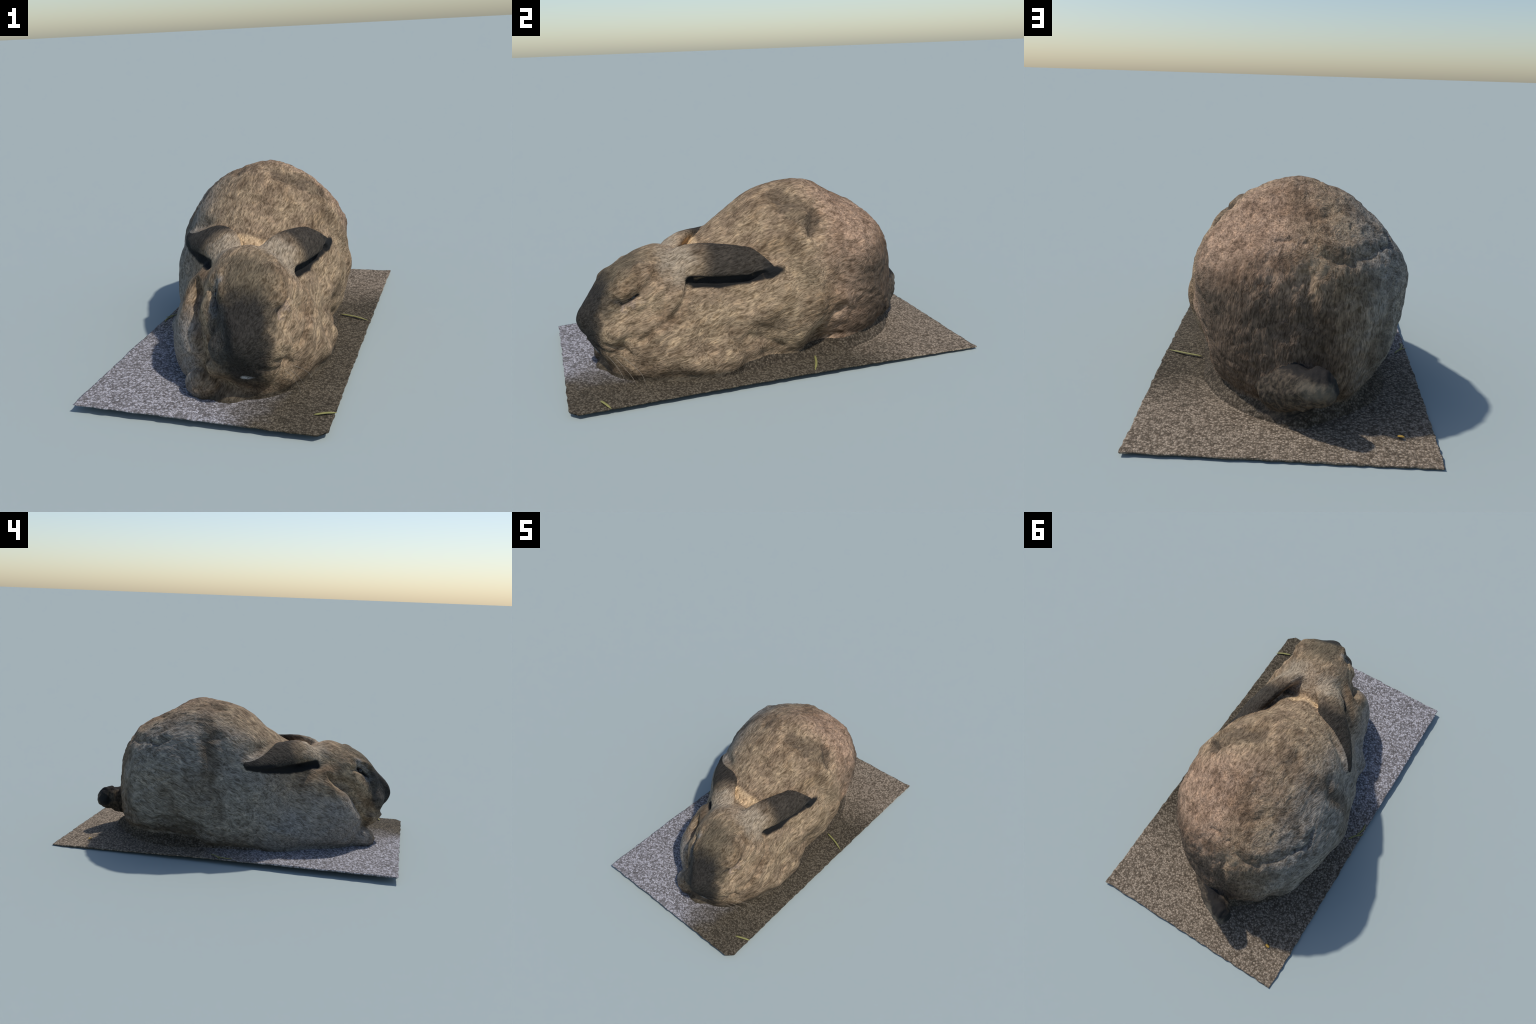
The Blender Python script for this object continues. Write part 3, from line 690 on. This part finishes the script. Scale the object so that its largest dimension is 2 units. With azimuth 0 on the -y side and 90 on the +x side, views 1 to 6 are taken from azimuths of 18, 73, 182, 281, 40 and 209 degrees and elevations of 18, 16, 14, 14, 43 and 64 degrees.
def plain(name, colour, rough=0.6, spec=0.3):
    m = Nodes(name)
    n = m.noise(60, 2)
    m.put(m.bsdf.inputs["Base Color"], m.mix(n, tuple(a*0.75 for a in colour), tuple(a*1.2 for a in colour)))
    m.bsdf.inputs["Roughness"].default_value = rough; m.bsdf.inputs["Specular IOR Level"].default_value = spec
    return m.mat

# ---------------------------------------------------------------- ground patch
def ground_height(x, y):
    right = hermite([-1, -0.83, 0.16, 1], [0.028, 0.028, 0.028, 0.014], y)
    left = hermite([-1, 0.0, 1], [0.038, 0.028, 0.005], y)
    s = np.clip((x + 0.55) / 1.1, 0, 1)
    return left * (1 - s) + right * s

def ground_patch():
    gx, gy = 170, 310
    u, v = np.meshgrid(np.linspace(-1, 1, gx), np.linspace(-1, 1, gy), indexing="ij")
    x = (u * 0.543).ravel(); y = (v * 0.994).ravel(); n = len(x)
    # cut corner and ragged rim
    cut = np.clip(x + -y - (0.543 + 0.994 - 0.035), 0, None); x -= cut*0.5; y += cut*0.5
    rim = np.maximum(np.abs(u), np.abs(v)).ravel() > 0.999
    q = np.stack([x*38, y*38, x*0], -1)
    x = x + rim * 0.0035 * vnoise(q, 5); y = y + rim * 0.0035 * vnoise(q, 6)
    stone = np.clip(1 - cells(np.stack([x, y], -1) * 84, 2), 0, 1)
    top = ground_height(x, y) + 0.0026 * (stone - 0.6) + 0.002 * vnoise(np.stack([x*9, y*9, x*0], -1), 8)
    P = np.concatenate([np.stack([x, y, top], -1), np.stack([x*0.996, y*0.997, np.maximum(ground_height(x, y) - 0.007, 0.0)], -1)])
    I = np.arange(n).reshape(gx, gy)
    a = np.stack([I[:-1, :-1], I[1:, :-1], I[1:, 1:], I[:-1, 1:]], -1).reshape(-1, 4)
    loop = np.concatenate([I[:, 0], I[-1, 1:], I[-2::-1, -1], I[0, -2:0:-1]])
    nxt = np.roll(loop, -1)
    wall = np.stack([loop, loop + n, nxt + n, nxt], -1)
    return P, np.concatenate([a, a[:, ::-1] + n, wall])

def blade(name, pts, radius, material, parent, flat=0.5):
    """thin tapering strand, round in section"""
    pts = np.asarray(pts, float); t = np.arange(len(pts)); T = np.linspace(0, len(pts) - 1, 6 * len(pts))
    C = np.stack([hermite(t, pts[:, k], T) for k in range(3)], -1)
    D = np.gradient(C, axis=0); D /= np.linalg.norm(D, axis=1)[:, None]
    S = np.cross(D, [0, 0, 1.0]); S /= np.linalg.norm(S, axis=1)[:, None]; U = np.cross(S, D)
    r = radius * np.clip(np.minimum(T / T[-1] * 6 + 0.25, (1 - T / T[-1]) * 3 + 0.2), 0, 1)
    k = 8; a = np.arange(k) * 2 * np.pi / k
    P = C[:, None] + r[:, None, None] * (np.cos(a)[None, :, None] * S[:, None] + flat * np.sin(a)[None, :, None] * U[:, None])
    n = len(C); I = np.arange(n * k).reshape(n, k)
    Q = np.stack([I[:-1], np.roll(I, -1, 1)[:-1], np.roll(I, -1, 1)[1:], I[1:]], -1).reshape(-1, 4)
    caps = [I[0][::-1].tolist(), I[-1].tolist()]
    me = bpy.data.meshes.new(name); me.from_pydata(P.reshape(-1, 3).tolist(), [], Q.tolist() + caps)
    me.materials.append(material); me.polygons.foreach_set("use_smooth", np.ones(len(me.polygons), bool))
    ob = bpy.data.objects.new(name, me); bpy.context.scene.collection.objects.link(ob); ob.parent = parent
    return ob

# ---------------------------------------------------------------- assemble
def empty(name, label, category):
    ob = bpy.data.objects.new(name, None); bpy.context.scene.collection.objects.link(ob)
    ob["label"] = label; ob["category"] = category
    return ob

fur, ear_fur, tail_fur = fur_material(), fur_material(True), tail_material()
P, Q = surface()
G = gradient(P); g2 = (G**2).sum(1)
P = P - np.clip(field(P) / np.maximum(g2, 0.2), -0.003, 0.003)[:, None] * G
P = relax(P, Q, 2)
P = sculpt(P, vertex_normals(P, Q))
P = relax(P, Q, 1, 0.3)
# soft chin: smooth the lip under the nose
soft = np.clip(1.4 - np.linalg.norm((P - [0.08, -0.875, 0.18]) / [0.10, 0.05, 0.05], axis=1), 0, 1)[:, None]
for _ in range(60):
    P = P + np.minimum(soft, 0.9) * (relax(P, Q, 1, 1.0) - P)
P[:, 2] = np.maximum(P[:, 2], 0.002)
N = vertex_normals(P, Q)

def sunk(p, depth):
    C = np.array([p], float)
    for _ in range(10):
        G = gradient(C); C = C - np.clip((field(C) + depth) / np.maximum((G**2).sum(1), 0.3), -0.02, 0.02)[:, None] * G
    return C[0]
EYE_R, EYE_L = sunk((0.295, -0.655, 0.43), 0.030), sunk((0.04, -0.72, 0.46), 0.030)

def part_of(C):
    """which part of the animal each face belongs to"""
    x, y, z = C.T
    near = {"ear R": sweep(C, **EARS["right"]), "ear L": sweep(C, **EARS["left"]), "tail": sweep(C, TAIL, (0, 0, 1), 8), "head": loft(C, LOFTS["head"])}
    rump, sh = loft(C, LOFTS["rump"]), loft(C, LOFTS["shoulders"])
    k = np.full(len(C), "torso", dtype="<U12")
    k[(y > 0.12) & (z < 0.30) & (x > 0)] = "leg R"; k[(y > 0.10) & (z < 0.30) & (x <= 0)] = "leg L"
    fore = (y < -0.12) & (sh < rump + 0.01) & (z < 0.46)
    k[fore & (x > 0.1)] = "arm R"; k[fore & (x <= 0.1)] = "arm L"
    k[(near["head"] < np.minimum(rump, sh) - 0.002)] = "head"
    body = np.minimum(np.minimum(rump, sh), near["head"])
    heap = (z < 0.070) & (loft(C, LOFTS["skirt"]) < np.minimum(rump, sh) - 0.002) & (y > -0.30)
    k[heap] = "heap"
    for e in ("ear R", "ear L", "tail"):
        k[(near[e] < body - 0.001) & (near[e] < 0.03)] = e
    return k

rabbit = empty("rabbit", "large sleeping brown rabbit crouched with ears laid back", "rabbit")
kind = part_of(P[Q].mean(1))
names = {"torso": "torso", "head": "head", "ear R": "ear", "ear L": "ear", "tail": "tail", "leg R": "hindlimb", "leg L": "hindlimb", "arm R": "forelimb", "arm L": "forelimb"}
made = {}
patch = empty("gravel_ground", "rectangular patch of fine grey and brown gravel", "ground")
gravel = gravel_material()
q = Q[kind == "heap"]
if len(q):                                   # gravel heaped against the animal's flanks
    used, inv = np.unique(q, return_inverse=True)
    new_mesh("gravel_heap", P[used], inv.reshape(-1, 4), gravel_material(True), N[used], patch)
for k in names:
    q = Q[kind == k]
    if not len(q): continue
    used, inv = np.unique(q, return_inverse=True)
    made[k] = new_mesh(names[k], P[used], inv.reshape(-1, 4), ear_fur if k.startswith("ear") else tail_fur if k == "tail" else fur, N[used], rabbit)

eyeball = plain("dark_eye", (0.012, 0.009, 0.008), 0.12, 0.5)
def ball_mesh(name, c, r, parent):
    u, v = np.meshgrid(np.linspace(0, 2*np.pi, 25)[:-1], np.linspace(0.05, np.pi - 0.05, 14), indexing="ij")
    V = np.stack([np.cos(u)*np.sin(v), np.sin(u)*np.sin(v), np.cos(v)], -1).reshape(-1, 3) * r + np.asarray(c)
    I = np.arange(24*14).reshape(24, 14); J = np.roll(I, -1, 0)
    F = np.stack([I[:, :-1], I[:, 1:], J[:, 1:], J[:, :-1]], -1).reshape(-1, 4).tolist() + [I[:, 0].tolist(), I[::-1, -1].tolist()]
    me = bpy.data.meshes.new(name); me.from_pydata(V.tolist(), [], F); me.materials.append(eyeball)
    me.polygons.foreach_set("use_smooth", np.ones(len(me.polygons), bool))
    ob = bpy.data.objects.new(name, me); bpy.context.scene.collection.objects.link(ob); ob.parent = parent
ball_mesh("eye", EYE_R, 0.016, made["head"]); ball_mesh("eye", EYE_L, 0.016, made["head"])
hair = plain("whisker_hair", (0.22, 0.18, 0.14))
for pts in ([(0.335, -0.80, 0.19), (0.36, -0.765, 0.14), (0.375, -0.74, 0.085), (0.385, -0.735, 0.035)],
            [(0.345, -0.775, 0.185), (0.37, -0.735, 0.135), (0.385, -0.70, 0.08), (0.395, -0.685, 0.035)],
            [(0.35, -0.75, 0.19), (0.385, -0.70, 0.15), (0.41, -0.66, 0.10), (0.425, -0.645, 0.04)]):
    blade("whisker", pts, 0.0009, hair, made["head"], 1.0)

gP, gQ = ground_patch()
new_mesh("gravel_bed", gP, gQ, gravel, parent=patch)
straw = plain("dry_grass", (0.26, 0.245, 0.085))
for pts, r in (([(0.375, 0.189, 0.034), (0.46, 0.162, 0.036), (0.532, 0.128, 0.034)], 0.006),
               ([(0.462, -0.855, 0.034), (0.51, -0.836, 0.037), (0.55, -0.818, 0.032)], 0.006),
               ([(-0.486, 0.05, 0.031), (-0.509, 0.015, 0.033), (-0.55, -0.02, 0.031)], 0.004),
               ([(-0.515, 0.005, 0.031), (-0.53, -0.045, 0.033), (-0.525, -0.085, 0.031)], 0.004)):
    blade("grass_blade", pts, r, straw, patch, 0.45)
chip = plain("yellow_leaf", (0.45, 0.27, 0.05))
blade("leaf_scrap", [(-0.405, 0.81, 0.019), (-0.417, 0.815, 0.021), (-0.43, 0.818, 0.019)], 0.007, chip, patch, 0.4)
